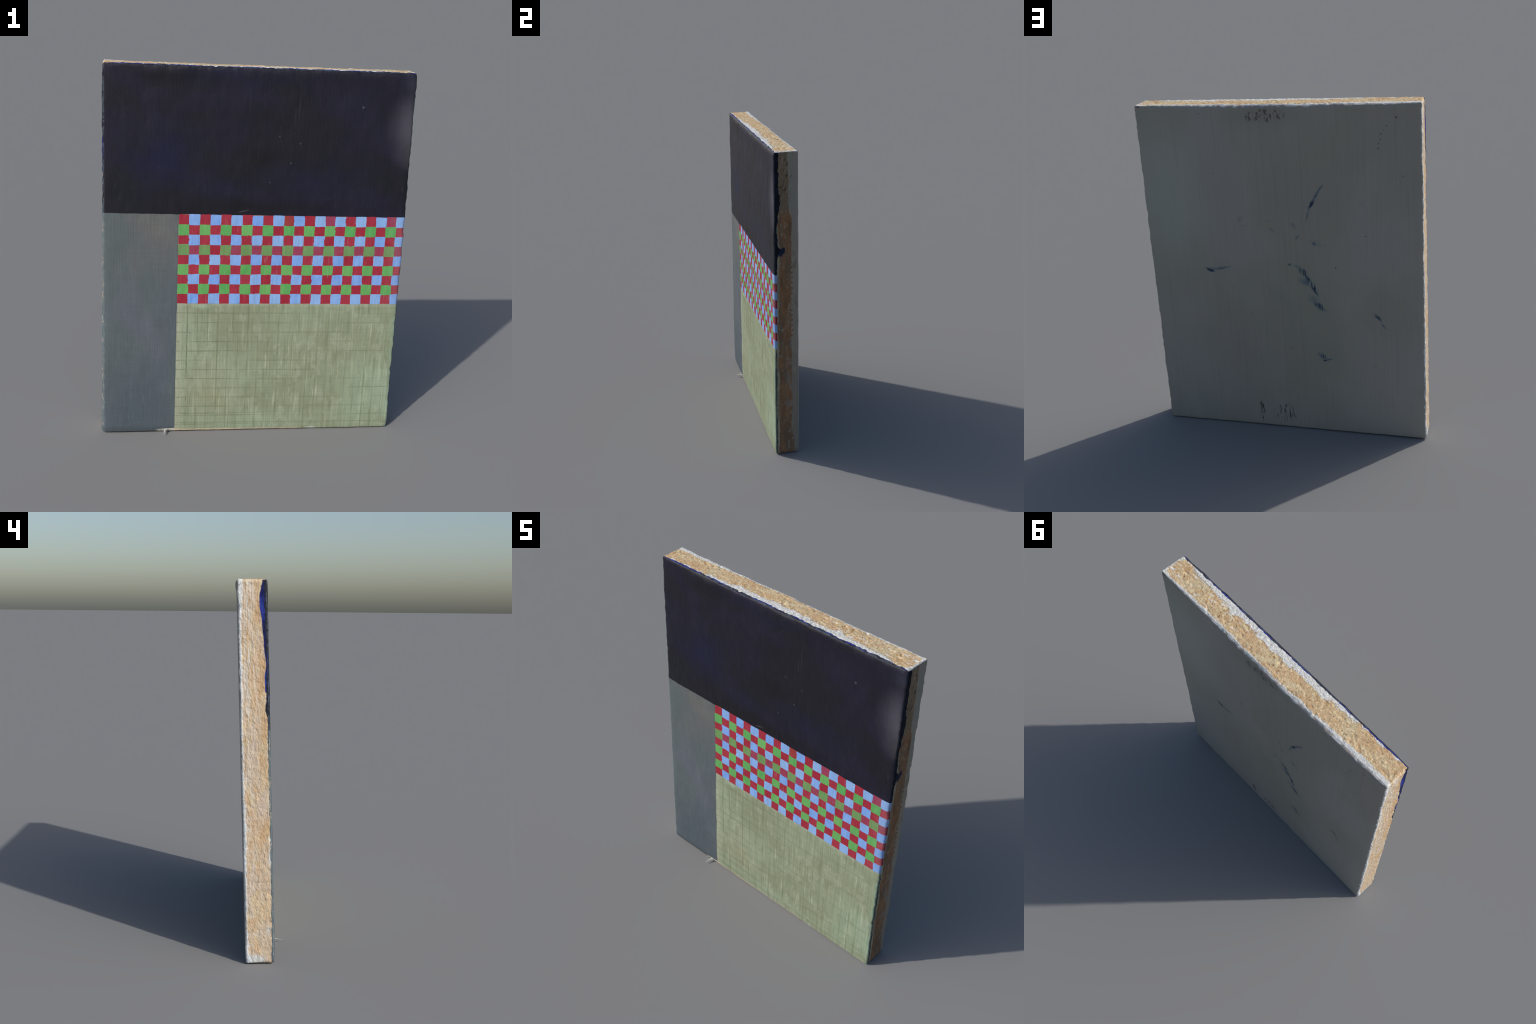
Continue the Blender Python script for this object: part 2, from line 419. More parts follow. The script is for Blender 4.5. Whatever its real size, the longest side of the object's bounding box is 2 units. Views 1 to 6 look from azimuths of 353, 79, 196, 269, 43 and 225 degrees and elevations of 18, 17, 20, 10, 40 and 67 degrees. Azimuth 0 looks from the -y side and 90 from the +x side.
def mat_green():
    g = Mat("green_paint", 0.7, 0.2)
    x, y, z = g.x, g.y, g.z
    b = g.noise(3.2, 1, 3.0, 4, 0.6, off=61)
    c = g.mix(g.step(b, 0.30, 0.70), lin((136, 145, 119)), lin((147, 158, 135)))
    w = (g.noise(7, 1, 6, 3, off=62) - 0.5) * 0.2
    c = g.mix(g.spot(x + w, z + w, 0.35, 0.47, 0.40, 0.24) * 0.55, c, lin((134, 141, 112)))
    c = g.mix(g.spot(x + w, z + w, -0.22, 0.22, 0.22, 0.24) * 0.5, c, lin((146, 143, 114)))
    c = g.mix(g.spot(x + w, z + w, 0.72, 0.22, 0.30, 0.30) * 0.6, c, lin((152, 171, 149)))
    c = g.mix(g.spot(x + w, z + w * 0.4, 0.10, 0.06, 0.65, 0.10) * 0.45, c, lin((152, 165, 142)))
    # scrubbed pale patches
    p = g.step(g.noise(15, 1, 8, 4, 0.65, off=64), 0.54, 0.68)
    c = g.mix(p * 0.30, c, lin((172, 178, 156)))
    p2 = g.step(g.noise(20, 1, 10, 3, 0.6, off=67), 0.56, 0.70)
    c = g.mix(p2 * 0.24, c, lin((124, 130, 100)))
    # upright brush lines, dark and light
    st = g.noise(130, 1, 3.5, 4, 0.65, off=65)
    c = g.gain(c, 0.87 + st * 0.24)
    cr = g.noise(4, 1, 130, 4, 0.6, off=80)
    c = g.gain(c, 0.92 + cr * 0.15)
    c = g.mix(g.step(g.noise(90, 1, 4.4, 3, 0.55, off=66), 0.58, 0.86) * 0.50, c, lin((184, 192, 166)))
    c = g.mix(g.step(g.noise(70, 1, 3.0, 3, 0.55, off=68), 0.58, 0.86) * 0.50, c, lin((108, 118, 90)))
    # pencil grid, the same pitch as the checks, fading in and out under the paint
    wx = (g.noise(3, 1, 6, 2, off=70) - 0.5) * 0.006
    wz = (g.noise(6, 1, 3, 2, off=71) - 0.5) * 0.005
    def lines(v, v0, pitch, width):
        t = g.m("FRACT", (v - v0) * (1 / pitch) + 100.5)
        return g.step(g.abs(t - 0.5), width / pitch, width / pitch * 0.35)
    left = g.step(x, 0.30, -0.38)
    vl = lines(x + wx, CX0, PX, 0.0026) * g.step(g.noise(18, 1, 7, 3, off=72), 0.32, 0.58)
    hl = lines(z + wz, CZ0, 0.0545, 0.0026) * g.step(g.noise(7, 1, 18, 3, off=73), 0.32, 0.58)
    c = g.mix(vl * (0.22 + left * 0.22), c, lin((86, 92, 70)))
    c = g.mix(hl * (0.10 + left * 0.42), c, lin((84, 88, 70)))
    soft = g.mx(lines(x - wx, CX0, PX, 0.007) * g.step(g.noise(10, 1, 3, 2, off=75), 0.45, 0.65),
                lines(z - wz, CZ0, 0.0545, 0.006) * g.step(g.noise(3, 1, 10, 2, off=76), 0.45, 0.65))
    c = g.mix(soft * 0.28, c, lin((108, 116, 86)))
    # ticks of the ruler along the left border, drawn line near the foot
    tick = lines(z, CZ0, 0.0545, 0.0035) * g.step(x, CX0 + 0.022, CX0 + 0.010)
    c = g.mix(tick * 0.6, c, lin((70, 74, 64)))
    c = g.mix(g.step(g.abs(x + wx - (CX0 + PX)), 0.0028, 0.0008) * g.step(g.noise(40, 1, 24, 3, off=74), 0.45, 0.6) * 0.65, c, lin((70, 80, 66)))
    c = g.mix(g.step(g.abs(z + wz - 0.097), 0.0030, 0.0008) * g.step(x, 0.2, -0.3) * 0.5, c, lin((70, 74, 60)))
    c = g.mix(g.step(g.abs(z + wz * 0.6 - 0.040), 0.0045, 0.001) * 0.40, c, lin((100, 108, 86)))
    # pale left margin, smear below the checks, worn rim on the right
    c = g.mix(g.step(x + w * 0.05, CX0 + 0.050, CX0 + 0.002) * 0.35, c, lin((178, 178, 156)))
    n = g.noise(35, 35, 35, 4, 0.6, off=77)
    c = g.mix(g.spot(x, z + (n - 0.5) * 0.02, -0.27, 0.722, 0.07, 0.020) * 0.6, c, lin((158, 182, 158)))
    c = g.mix(g.step(z + (n - 0.5) * 0.03, CZ0 - 0.022, CZ0 - 0.004) * 0.30, c, lin((176, 178, 158)))
    er = HX - x
    c = g.mix(g.step(er + (n - 0.5) * 0.03, 0.030, 0.006) * g.step(g.noise(5, 1, 16, 3, off=78), 0.42, 0.6) * 0.5, c, lin((146, 172, 150)))
    c = g.mix(g.step(er + (n - 0.5) * 0.012, 0.006, 0.001) * 0.55, c, lin((96, 118, 112)))
    # priming bared along the foot
    foot = g.step(z + (n - 0.5) * 0.008, 0.0035, -0.0005) * g.step(x, 0.45, 0.2)
    c = g.mix(foot * 0.85, c, lin((206, 188, 160)))
    c = g.mix(g.spot(x, z, 0.36, -0.001, 0.05, 0.012) * 0.85, c, lin((206, 220, 212)))
    h = st + p * 0.5 + g.noise(45, 1, 45, 3, off=79) * 0.6
    return g.out(c, h, 0.0022, 0.5)

def mat_under():
    g = Mat("check_ground", 0.7, 0.2)
    n = g.noise(40, 1, 40, 3, off=90)
    c = g.mix(n, lin((150, 92, 84)), lin((168, 150, 128)))
    return g.out(c, n, 0.001, 0.3)

def mat_check(name, base, alt, dull=0.0, dullc=(120, 110, 90), streak=0.3):
    g = Mat(name, 0.6, 0.3)
    oi = g.nt.nodes.new("ShaderNodeObjectInfo")
    r = V(g, oi.outputs["Random"])
    c = g.mix(r, base, alt)
    st = g.noise(150, 1, 8, 3, 0.6, off=41)
    pa = g.noise(30, 1, 26, 3, 0.6, off=43)
    c = g.gain(c, (1 - streak * 0.5) + st * streak)
    c = g.mix(g.step(pa, 0.40, 0.70) * 0.35, c, alt)
    c = g.mix(g.step(g.noise(120, 1, 14, 2, 0.5, off=46), 0.66, 0.90) * 0.16, c, lin((190, 194, 200)))
    fine = g.noise(220, 1, 220, 2, off=47)
    c = g.gain(c, 0.93 + fine * 0.14)
    c = g.mix(g.step(g.x + (pa - 0.5) * 0.10, 0.68, 0.82) * 0.12, c, lin((176, 178, 176)))
    if dull: c = g.mix(dull * g.step(g.noise(26, 1, 40, 3, off=49), 0.25, 0.6), c, lin(dullc))
    return g.out(c, st * 0.6 + pa, 0.0016, 0.45)

# ------------------------------------------------------------------ back
def mat_back():
    g = Mat("grey_back_paint", 0.5, 0.35)
    x, y, z = g.x, g.y, g.z
    b = g.noise(1.7, 1, 1.2, 3, off=101)
    c = g.mix(g.step(b, 0.36, 0.64), lin((150, 145, 131)), lin((157, 151, 142)))
    c = g.mix(g.spot(x, z, -0.05, 0.55, 0.75, 0.6) * g.noise(2.4, 1, 2.0, 2, off=118) * 0.6, c, lin((134, 132, 118)))
    c = g.mix(g.step(g.noise(2.0, 1, 1.6, 2, off=103), 0.40, 0.75) * 0.5, c, lin((152, 143, 134)))
    c = g.mix(g.spot(x, z, 0.66, 1.45, 0.40, 0.70) * 0.65, c, lin((168, 169, 158)))
    st = g.noise(120, 1, 1.1, 4, 0.65, off=105)
    c = g.gain(c, 0.955 + st * 0.09)
    dk = g.step(g.noise(85, 1, 1.6, 2, 0.5, off=106), 0.60, 0.74)
    c = g.gain(c, 1.0 - dk * 0.06)
    # smears of blue paint, combed by the upright grooves
    comb = g.step(g.noise(190, 1, 10, 2, 0.5, off=107), 0.36, 0.60)
    wig = g.noise(40, 1, 40, 3, off=108)
    wx, wz = (wig - 0.5) * 0.03, (g.noise(40, 1, 40, 3, off=110) - 0.5) * 0.03
    SM = [  # x, z, half length, half width, tilt as seen from behind, strength, combed
        (-0.188, 1.430, 0.062, 0.015, 1.05, 1.00, 0), (-0.232, 1.505, 0.075, 0.011, 1.00, 0.60, 0), (-0.212, 1.475, 0.050, 0.016, 1.05, 0.55, 0), (-0.163, 1.365, 0.060, 0.009, 1.25, 0.60, 0),
        (0.440, 1.017, 0.044, 0.018, -0.30, 0.95, 0), (0.370, 1.030, 0.115, 0.015, 0.20, 0.50, 0), (0.425, 1.020, 0.05, 0.022, 0.0, 0.40, 0),
        (-0.043, 1.066, 0.018, 0.012, 0.0, 0.80, 1), (-0.090, 1.050, 0.070, 0.016, -0.60, 0.32, 0),
        (-0.118, 1.022, 0.060, 0.034, -0.80, 0.75, 1), (-0.160, 0.948, 0.085, 0.026, -1.00, 1.05, 1), (-0.140, 0.985, 0.060, 0.014, -0.9, 0.7, 0),
        (-0.125, 0.962, 0.070, 0.036, -0.45, 0.45, 0), (-0.180, 0.910, 0.055, 0.013, -1.10, 0.90, 0),
        (-0.168, 0.855, 0.070, 0.050, -0.80, 0.32, 0), (-0.198, 0.818, 0.062, 0.028, -0.80, 0.95, 1), (-0.190, 0.825, 0.05, 0.022, -0.8, 0.5, 0), (-0.232, 0.793, 0.036, 0.008, -0.60, 0.50, 0),
        (-0.536, 0.762, 0.048, 0.017, -0.85, 0.72, 0), (-0.570, 0.710, 0.042, 0.010, -0.90, 0.62, 0),
        (-0.205, 0.495, 0.062, 0.026, -0.70, 0.70, 1), (-0.200, 0.495, 0.050, 0.022, -0.70, 0.40, 0), (-0.217, 0.468, 0.018, 0.010, 0.0, 1.05, 0), (-0.240, 0.476, 0.040, 0.011, 0.35, 0.60, 0),
        (0.230, 1.335, 0.045, 0.026, 1.0, 0.30, 0), (0.215, 1.295, 0.050, 0.016, 0.1, 0.22, 0), (0.048, 1.272, 0.045, 0.016, -0.6, 0.32, 0),
        (0.060, 1.325, 0.055, 0.010, 0.05, 0.20, 0), (-0.075, 1.305, 0.040, 0.014, -0.9, 0.36, 0), (-0.200, 1.200, 0.075, 0.045, -0.5, 0.20, 0),
        (-0.190, 1.197, 0.026, 0.016, -0.6, 0.60, 0), (-0.095, 1.232, 0.032, 0.010, 1.0, 0.5, 0), (0.020, 0.860, 0.130, 0.050, -0.5, 0.15, 0),
        (-0.510, 0.452, 0.035, 0.015, -0.6, 0.25, 0), (-0.685, 0.860, 0.050, 0.010, -0.9, 0.2, 0),
    ]
    tot, deep = None, None
    for (sx, sz, L, Wd, a, k, cb) in SM:
        # tilt is as seen from behind, where +x runs to the left
        s = g.spot(x + wx * 0.35, z + wz * 0.35, sx, sz, L, Wd, math.pi - a, 1.0) * k
        if cb: s = s * comb * 1.3
        tot = s if tot is None else g.mx(tot, s)
    tot = tot * (0.65 + wig * 0.7)
    c = g.mix(g.step(tot, 0.02, 0.50) * 0.72, c, lin((80, 102, 116)))
    c = g.mix(g.step(tot, 0.36, 0.85) * 0.95, c, lin((22, 38, 68)))
    # rubbed-through dark marks near the top and the foot
    mk = g.step(g.noise(62, 1, 30, 4, 0.65, off=112), 0.50, 0.64)
    mk = g.mx(mk * g.step(z, 0.9, 1.1), g.step(g.noise(75, 1, 13, 4, 0.65, off=119), 0.49, 0.60) * g.step(z, 1.1, 0.9))
    area = g.mx(g.spot(x, z, 0.045, 1.922, 0.15, 0.048, -0.05, 0.8), g.mx(g.spot(x, z, 0.045, 0.095, 0.095, 0.085, 0, 0.95), g.spot(x, z, 0.193, 0.08, 0.022, 0.11, 0, 0.6)))
    c = g.mix(mk * g.step(area, 0.05, 0.45) * 0.85, c, lin((50, 47, 42)))
    c = g.mix(g.spot(x, z, 0.04, 1.93, 0.40, 0.13) * 0.25, c, lin((120, 112, 98)))
    # single specks
    for (sx, sz, r) in ((-.663, 1.907, .008), (-.612, 1.863, .005), (-.598, 1.841, .004), (-.582, 1.819, .006), (-.577, 1.79, .005), (-.566, 1.768, .004),
                        (-.563, 1.742, .006), (-.692, 1.591, .005), (-.471, 1.436, .004), (-.484, 1.249, .006), (.416, 1.935, .005), (.779, 1.893, .005),
                        (.368, 1.597, .004), (.211, .748, .004), (-.023, .541, .005), (-.307, 1.055, .006), (-.253, 1.188, .004), (.086, 1.935, .011)):
        c = g.mix(g.spot(x + wx * 0.15, z + wz * 0.15, sx, sz, r, r * 1.2) * 0.9, c, lin((34, 33, 36)))
    d, r1, r2 = g.voro(36, 1, 36, off=9)
    c = g.mix(g.step(d, 0.10, 0.05) * g.step(r1, 0.94, 0.96) * 0.5, c, lin((56, 56, 58)))
    # cream lip of folded-over priming along the top, white chips on the left rim
    et = HZ - z - g.flat() * CHAMFER
    n = g.noise(30, 30, 30, 3, 0.6, off=113)
    lip = g.curve(x, -0.8, 0.8, [(-0.8, 0.2), (-0.70, 0.25), (-0.63, 0.6), (-0.52, 0.3), (-0.42, 0.75), (-0.30, 0.55), (-0.18, 0.85), (-0.05, 0.75), (0.03, 0.95), (0.10, 0.55),
                                   (0.18, 0.9), (0.26, 0.8), (0.36, 0.55), (0.48, 0.35), (0.60, 0.25), (0.8, 0.12)])
    sc = g.abs(g.m("SINE", x * 47.0 + g.noise(5, 1, 1, 2, off=114) * 9.0))
    wl = lip * (0.008 + 0.009 * sc)
    f = g.clamp((wl - et) * 500.0)
    c = g.mix(f, c, g.mix(g.step(n, 0.40, 0.55), lin((176, 160, 146)), lin((214, 210, 204))))
    c = g.mix(f * g.step(g.noise(16, 1, 60, 2, off=115), 0.58, 0.66) * 0.6, c, lin((98, 110, 120)))
    ex = g.m("ADD", x, HX)
    ch = g.clamp(((g.noise(3, 3, 27, 4, 0.7, off=116) - 0.42) * 0.020 - ex) * 600.0)
    c = g.mix(ch, c, lin((214, 212, 206)))
    # crimson rub at the top right corner (as seen from the front)
    c = g.mix(g.spot(x, z + wz * 0.2, 0.772, 1.974, 0.020, 0.008) * 0.8, c, lin((96, 30, 46)))
    return g.out(c, st + dk * -0.4, 0.0010, 0.25)

# ------------------------------------------------------------------ chipboard edges
def chip_colour(g, u, v, dens, off, contrast=1.0):
    """flakes of wood pressed together: u along, v across the edge (mapping scales)"""
    d, r1, r2 = g.voro(*dens, off=off)
    d2, q1, q2 = g.voro(*(k * 1.9 for k in dens), off=off + 5)
    n = g.noise(*(k * 0.12 for k in dens), 3, 0.6, off=off + 2)
    c = g.mix(g.step(n, 0.35, 0.65), lin((206, 188, 152)), lin((208, 178, 138)))
    c = g.mix(g.step(r1, 0.60, 0.95) * 0.55 * contrast, c, lin((232, 208, 166)))
    c = g.mix(g.step(r2, 0.70, 0.98) * 0.55 * contrast, c, lin((182, 142, 98)))
    c = g.mix(g.step(q1, 0.72, 0.95) * 0.35 * contrast, c, lin((160, 138, 104)))
    c = g.mix(g.step(q2, 0.86, 0.97) * 0.5 * contrast, c, lin((240, 222, 184)))
    hole = g.step(d, 0.28, 0.12) * g.step(q2, 0.60, 0.70) * g.step(r2, 0.55, 0.65)
    c = g.mix(hole * 0.75 * contrast, c, lin((104, 86, 62)))
    return c, d, r1, hole

def mat_top():
    g = Mat("chipboard_top", 0.85, 0.15)
    x, y, z = g.x, g.y, g.z
    c, d, r1, hole = chip_colour(g, x, y, (64, 88, 8), 121, 1.25)
    n1 = g.noise(30, 44, 4, 5, 0.75, off=122)
    n2 = g.noise(110, 130, 4, 3, 0.6, off=123)
    c = g.mix(g.step(g.noise(10, 22, 3, 3, off=128), 0.50, 0.66) * 0.45, c, lin((200, 162, 120)))
    edge_n = (n1 - 0.5) * 0.050 + (n2 - 0.5) * 0.018 + (g.noise(12, 16, 4, 3, off=133) - 0.5) * 0.030
    # priming run over from the painted side: ragged, widest in the middle
    gx = g.flat()
    fd = y + HY                                # distance from the front rim
    wf = g.curve(x, -0.8, 0.8, [(-0.80, .02), (-0.68, .10), (-0.60, .20), (-0.50, .22), (-0.42, .42), (-0.33, .42), (-0.24, .60), (-0.12, .62), (-0.02, .72),
                                 (0.10, .72), (0.18, .66), (0.30, .52), (0.36, .78), (0.44, .55), (0.52, .48), (0.60, .36), (0.70, .16), (0.80, .14)]) * 0.064
    ridge_w = g.clamp((wf + edge_n * 0.9 - fd) * 260.0) * g.step(g.noise(60, 90, 4, 4, 0.7, off=131), 0.16, 0.34)
    white = g.mix(g.step(n2, 0.38, 0.62), lin((208, 207, 202)), lin((232, 230, 224)))
    white = g.mix(g.step(g.noise(150, 60, 4, 2, off=124), 0.60, 0.70) * 0.4, white, lin((150, 150, 146)))
    film = g.spot(x, y, 0.61, -0.055, 0.10, 0.022, 0, 0.5)
    c = g.mix(film * 0.85, c, lin((176, 174, 164)))
    c = g.mix(ridge_w, c, white)
    # along the back
    bd = HY - y
    wb = g.curve(x, -0.8, 0.8, [(-0.80, .62), (-0.60, .58), (-0.45, .50), (-0.3, .38), (-0.15, .28), (0.0, .22), (0.2, .26), (0.4, .34), (0.55, .40), (0.70, .30), (0.80, .34)]) * 0.046
    bw = g.clamp((wb + edge_n * 0.45 - bd) * 300.0) * g.step(g.noise(50, 90, 4, 4, 0.7, off=132), 0.14, 0.32)
    c = g.mix(bw, c, g.mix(g.step(g.noise(60, 260, 4, 3, off=125), 0.35, 0.62), lin((202, 202, 198)), lin((230, 228, 222))))
    # right end and a few daubs
    ed = HX - x
    rw = g.clamp((0.014 + edge_n * 0.9 - ed) * 260.0)
    c = g.mix(rw, c, lin((222, 221, 213)))
    dab = g.step(g.noise(22, 60, 4, 3, 0.6, off=126), 0.655, 0.70) * g.step(x, 0.1, 0.45)
    c = g.mix(dab * 0.85, c, lin((226, 224, 218)))
    # dark paint film seen edge-on at the front, with ultramarine showing
    wd = 0.0062 + (g.noise(24, 4, 4, 4, 0.65, off=127) - 0.5) * 0.014
    fm = g.clamp((wd - fd) * 500.0)
    c = g.mix(fm, c, lin((50, 56, 72)))
    c = g.mix(fm * g.step(g.noise(9, 3, 3, 3, off=129), 0.47, 0.55), c, ULTRA)
    c = g.mix(g.clamp((0.004 - fd) * 600.0) * g.mx(g.step(x, -0.64, -0.70), g.step(x, 0.64, 0.70)), c, ULTRA)
    h = r1 * 0.5 - hole * 1.5 + n2 * 0.8 + g.clamp(ridge_w + bw) * 0.3
    return g.out(c, h, 0.004, 0.75)

def mat_left():
    g = Mat("chipboard_left", 0.8, 0.15)
    x, y, z = g.x, g.y, g.z
    n = g.noise(3, 18, 9, 4, 0.6, off=141)
    n2 = g.noise(3, 60, 34, 3, 0.6, off=142)
    c = g.mix(g.step(n, 0.35, 0.65), lin((210, 188, 156)), lin((206, 174, 136)))
    c = g.mix(g.step(g.noise(3, 12, 6, 4, 0.6, off=143), 0.46, 0.62) * 0.6, c, lin((204, 188, 170)))
    c = g.mix(g.spot(y, z, -0.025, 0.82, 0.045, 0.14) * 0.55, c, lin((208, 190, 176)))
    c = g.mix(g.step(n2, 0.60, 0.74) * 0.45, c, lin((232, 206, 166)))
    c = g.mix(g.step(g.noise(3, 90, 55, 3, 0.6, off=144), 0.64, 0.72) * 0.45, c, lin((150, 120, 84)))
    # combed white priming, mostly upper back half
    comb = g.step(g.noise(3, 150, 7, 4, 0.65, off=145), 0.47, 0.62)
    zone = g.clamp(g.step(y, -0.040, 0.030) * (0.35 + g.step(z, 0.90, 1.60)))
    c = g.mix(comb * zone * 0.75, c, lin((226, 222, 214)))
    c = g.mix(g.step(g.noise(3, 40, 26, 4, 0.6, off=146), 0.58, 0.70) * g.step(y, -0.03, 0.05) * 0.55, c, lin((222, 216, 204)))
    # solid white along the back rim, ragged
    bd = HY - y
    rag = (g.noise(3, 34, 24, 5, 0.72, off=147) - 0.5) * 0.036
    wb = g.curve(z, 0, 2, [(0, .9), (0.06, .55), (0.2, .36), (0.5, .48), (0.62, .60), (0.8, .50), (1.0, .30), (1.2, .36), (1.4, .34), (1.6, .48), (1.8, .50), (1.93, .80), (2.0, 1.0)]) * 0.030
    wm = g.clamp((wb + rag * 0.8 - bd) * 260.0)
    wht = g.mix(g.step(n2, 0.35, 0.62), lin((205, 210, 212)), lin((232, 232, 228)))
    c = g.mix(wm, c, wht)
    c = g.mix(g.step(z + rag, 0.05, 0.012) * g.step(y, -0.05, 0.0) * 0.8, c, lin((204, 212, 214)))
    c = g.mix(g.spot(y + rag, z + rag, -0.05, 0.17, 0.018, 0.05) * 0.8, c, lin((206, 208, 208)))
    # chips of grey back paint
    c = g.mix(g.clamp((0.0025 + rag * 0.5 - bd) * 500.0) * g.step(g.noise(3, 3, 22, 2, off=148), 0.50, 0.58) * 0.7, c, lin((120, 130, 146)))
    # front: white crumbs, then the paint film - dark, with a broad tongue of ultramarine at the top
    fd = g.m("ADD", y, HY)
    cr = g.clamp((0.010 + rag * 1.1 - fd) * 300.0) * g.step(g.noise(3, 3, 8, 3, off=149), 0.50, 0.60) * g.step(z, 1.45, 1.40)
    c = g.mix(cr * 0.85, c, lin((222, 224, 220)))
    wu = g.curve(z, 0, 2, [(0.0, 0), (1.40, .02), (1.425, .40), (1.50, .40), (1.55, .24), (1.66, .42), (1.76, .56), (1.85, .80), (1.90, .80), (1.94, .60), (1.97, .44), (2.0, .44)]) * 0.046
    um = g.clamp((wu + rag * 0.12 - fd) * 450.0)
    c = g.mix(um, c, g.mix(g.step(n, 0.36, 0.60), lin((32, 38, 92)), lin((48, 62, 146))))
    wd = g.curve(z, 0, 2, [(0.0, .6), (0.1, .42), (0.5, .30), (0.9, .34), (1.28, .42), (1.33, .95), (1.38, .62), (1.5, .45), (1.75, .60), (1.9, .55), (2.0, .85)]) * 0.020
    dm = g.clamp((wd + (g.noise(3, 20, 30, 3, off=150) - 0.5) * 0.010 - fd) * 450.0)
    c = g.mix(dm, c, g.mix(g.step(z, 1.20, 1.26), lin((84, 98, 104)), lin((40, 44, 56))))
    h = n2 * 1.2 + g.noise(3, 110, 70, 3, off=151) * 0.8 + wm * 0.3
    return g.out(c, h, 0.005, 0.7)

def mat_right():
    g = Mat("chipboard_right", 0.8, 0.15)
    x, y, z = g.x, g.y, g.z
    fd = g.m("ADD", y, HY); bd = HY - y
    n = g.noise(3, 26, 9, 4, 0.6, off=161)
    n2 = g.noise(3, 80, 50, 3, 0.6, off=162)
    rag = (n - 0.5) * 0.026 + (n2 - 0.5) * 0.022
    c = g.mix(g.step(n, 0.36, 0.62), lin((138, 102, 74)), lin((112, 92, 74)))
    c = g.mix(g.step(g.noise(3, 14, 3, 3, off=163), 0.50, 0.68) * 0.45, c, lin((128, 92, 62)))
    # top: brown stained with grey
    c = g.mix(g.step(g.noise(3, 40, 16, 5, 0.7, off=168), 0.48, 0.70) * 0.40, c, lin((96, 74, 56)))
    c = g.mix(g.step(g.noise(3, 22, 7, 4, 0.7, off=169), 0.54, 0.74) * 0.35, c, lin((142, 124, 102)))
    c = g.mix(g.step(g.noise(3, 150, 12, 4, 0.7, off=170), 0.60, 0.80) * 0.35, c, lin((168, 150, 124)))
    c = g.mix(g.step(z + rag * 3, 1.56, 1.66) * 0.6, c, lin((126, 114, 96)))
    # scuffs
    c = g.mix(g.step(g.noise(3, 60, 24, 4, 0.65, off=164), 0.60, 0.72) * 0.55, c, lin((160, 148, 130)))
    sc2 = g.step(g.noise(3, 30, 12, 4, 0.65, off=165), 0.53, 0.63) * g.step(y, -0.02, 0.02) * g.step(z, 0.95, 0.72)
    c = g.mix(sc2 * 0.7, c, lin((138, 130, 120)))
    # grey paint carried round from the back, its border dripping into hooks
    wg = g.curve(z, 0, 2, [(0, .42), (0.08, .42), (0.2, .60), (0.35, .62), (0.5, .62), (0.7, .66), (0.8, .68), (0.95, .70), (1.2, .72), (1.40, .66), (1.58, .62), (1.62, .90), (1.7, .93), (1.9, .96), (2.0, 1.0)]) * 0.066
    drip = g.step(g.m("SINE", z * 182.0 + n * 7.0), 0.1, 0.7) * g.step(g.abs(z - 1.03), 0.30, 0.22) * 0.011
    gm = g.clamp((wg - drip + rag * 0.55 - bd) * 300.0)
    grey = g.mix(g.step(g.noise(3, 9, 2, 3, off=166), 0.4, 0.62), lin((142, 140, 130)), lin((148, 140, 126)))
    grey = g.mix(g.step(z + (n - 0.5) * 0.5, 0.85, 0.45) * 0.6, grey, lin((122, 114, 104)))  # lower half tinted darker and browner, baking in the shade towards the foot
    grey = g.mix(g.step(g.noise(3, 36, 14, 5, 0.7, off=171), 0.58, 0.74) * 0.5, grey, lin((112, 94, 76)))
    grey = g.mix(g.step(g.noise(3, 60, 4, 4, 0.7, off=172), 0.50, 0.75) * 0.3, grey, lin((164, 160, 148)))
    c = g.mix(gm * (0.80 + n2 * 0.25), c, grey)
    spk = g.step(g.noise(3, 70, 34, 3, 0.6, off=167), 0.655, 0.70) * g.step(bd, 0.03, 0.05) * g.step(z, 1.6, 1.7)
    c = g.mix(spk * 0.8, c, lin((62, 54, 46)))
    # front band of thin grey priming
    wf = g.curve(z, 0, 2, [(0, .45), (0.2, .55), (0.4, .55), (0.55, .62), (0.65, .42), (0.76, .50), (0.85, .34), (0.95, .50), (1.1, .62), (1.2, .70), (1.28, .66), (1.36, .62), (1.52, .54), (1.56, .0), (2.0, 0)]) * 0.044
    fm = g.clamp((wf + rag * 0.35 - fd) * 350.0)
    c = g.mix(fm * 0.92, c, g.mix(g.step(n, 0.4, 0.6), lin((128, 124, 108)), lin((156, 146, 122))))
    # navy from the front: broad at the top, a flicked brush mark half way down
    wn = g.curve(z, 0, 2, [(0, .16), (0.5, .20), (0.70, .22), (0.74, .0), (1.20, .0), (1.23, .24), (1.33, .34), (1.37, .86), (1.42, .46), (1.5, .40), (1.58, .52), (1.63, .68), (1.70, .92), (1.76, .66), (1.85, .64), (1.95, .60), (2.0, .42)]) * 0.040
    nm = g.clamp((wn + rag * 0.62 - fd) * 420.0)
    low = g.step(z, 0.80, 0.70)
    c = g.mix(nm, c, g.mix(low, g.mix(g.step(n2, 0.4, 0.7), lin((15, 18, 27)), lin((26, 32, 50))), lin((58, 66, 66))))
    fl = g.spot(y + rag * 0.5, z + rag, -0.030, 1.372, 0.042, 0.026, 1.05, 0.8)
    c = g.mix(g.step(fl * (0.2 + n2 * 1.5), 0.1, 0.5) * 0.95, c, lin((24, 34, 60)))
    # checks painted over the corner
    row = g.m("FRACT", (z - CZ0) * (0.5 / PZ) + 0.0)
    onc = g.clamp((0.011 + rag * 0.28 - fd) * 500.0) * g.step(z, CZ0 - 0.002, CZ0 + 0.002) * g.step(z, CZ1 + 0.002, CZ1 - 0.002)
    c = g.mix(onc, c, g.mix(g.step(row, 0.49, 0.51), lin((118, 160, 212)), lin((132, 30, 48))))
    return g.out(c, n2 + n * 0.5, 0.0036, 0.7)

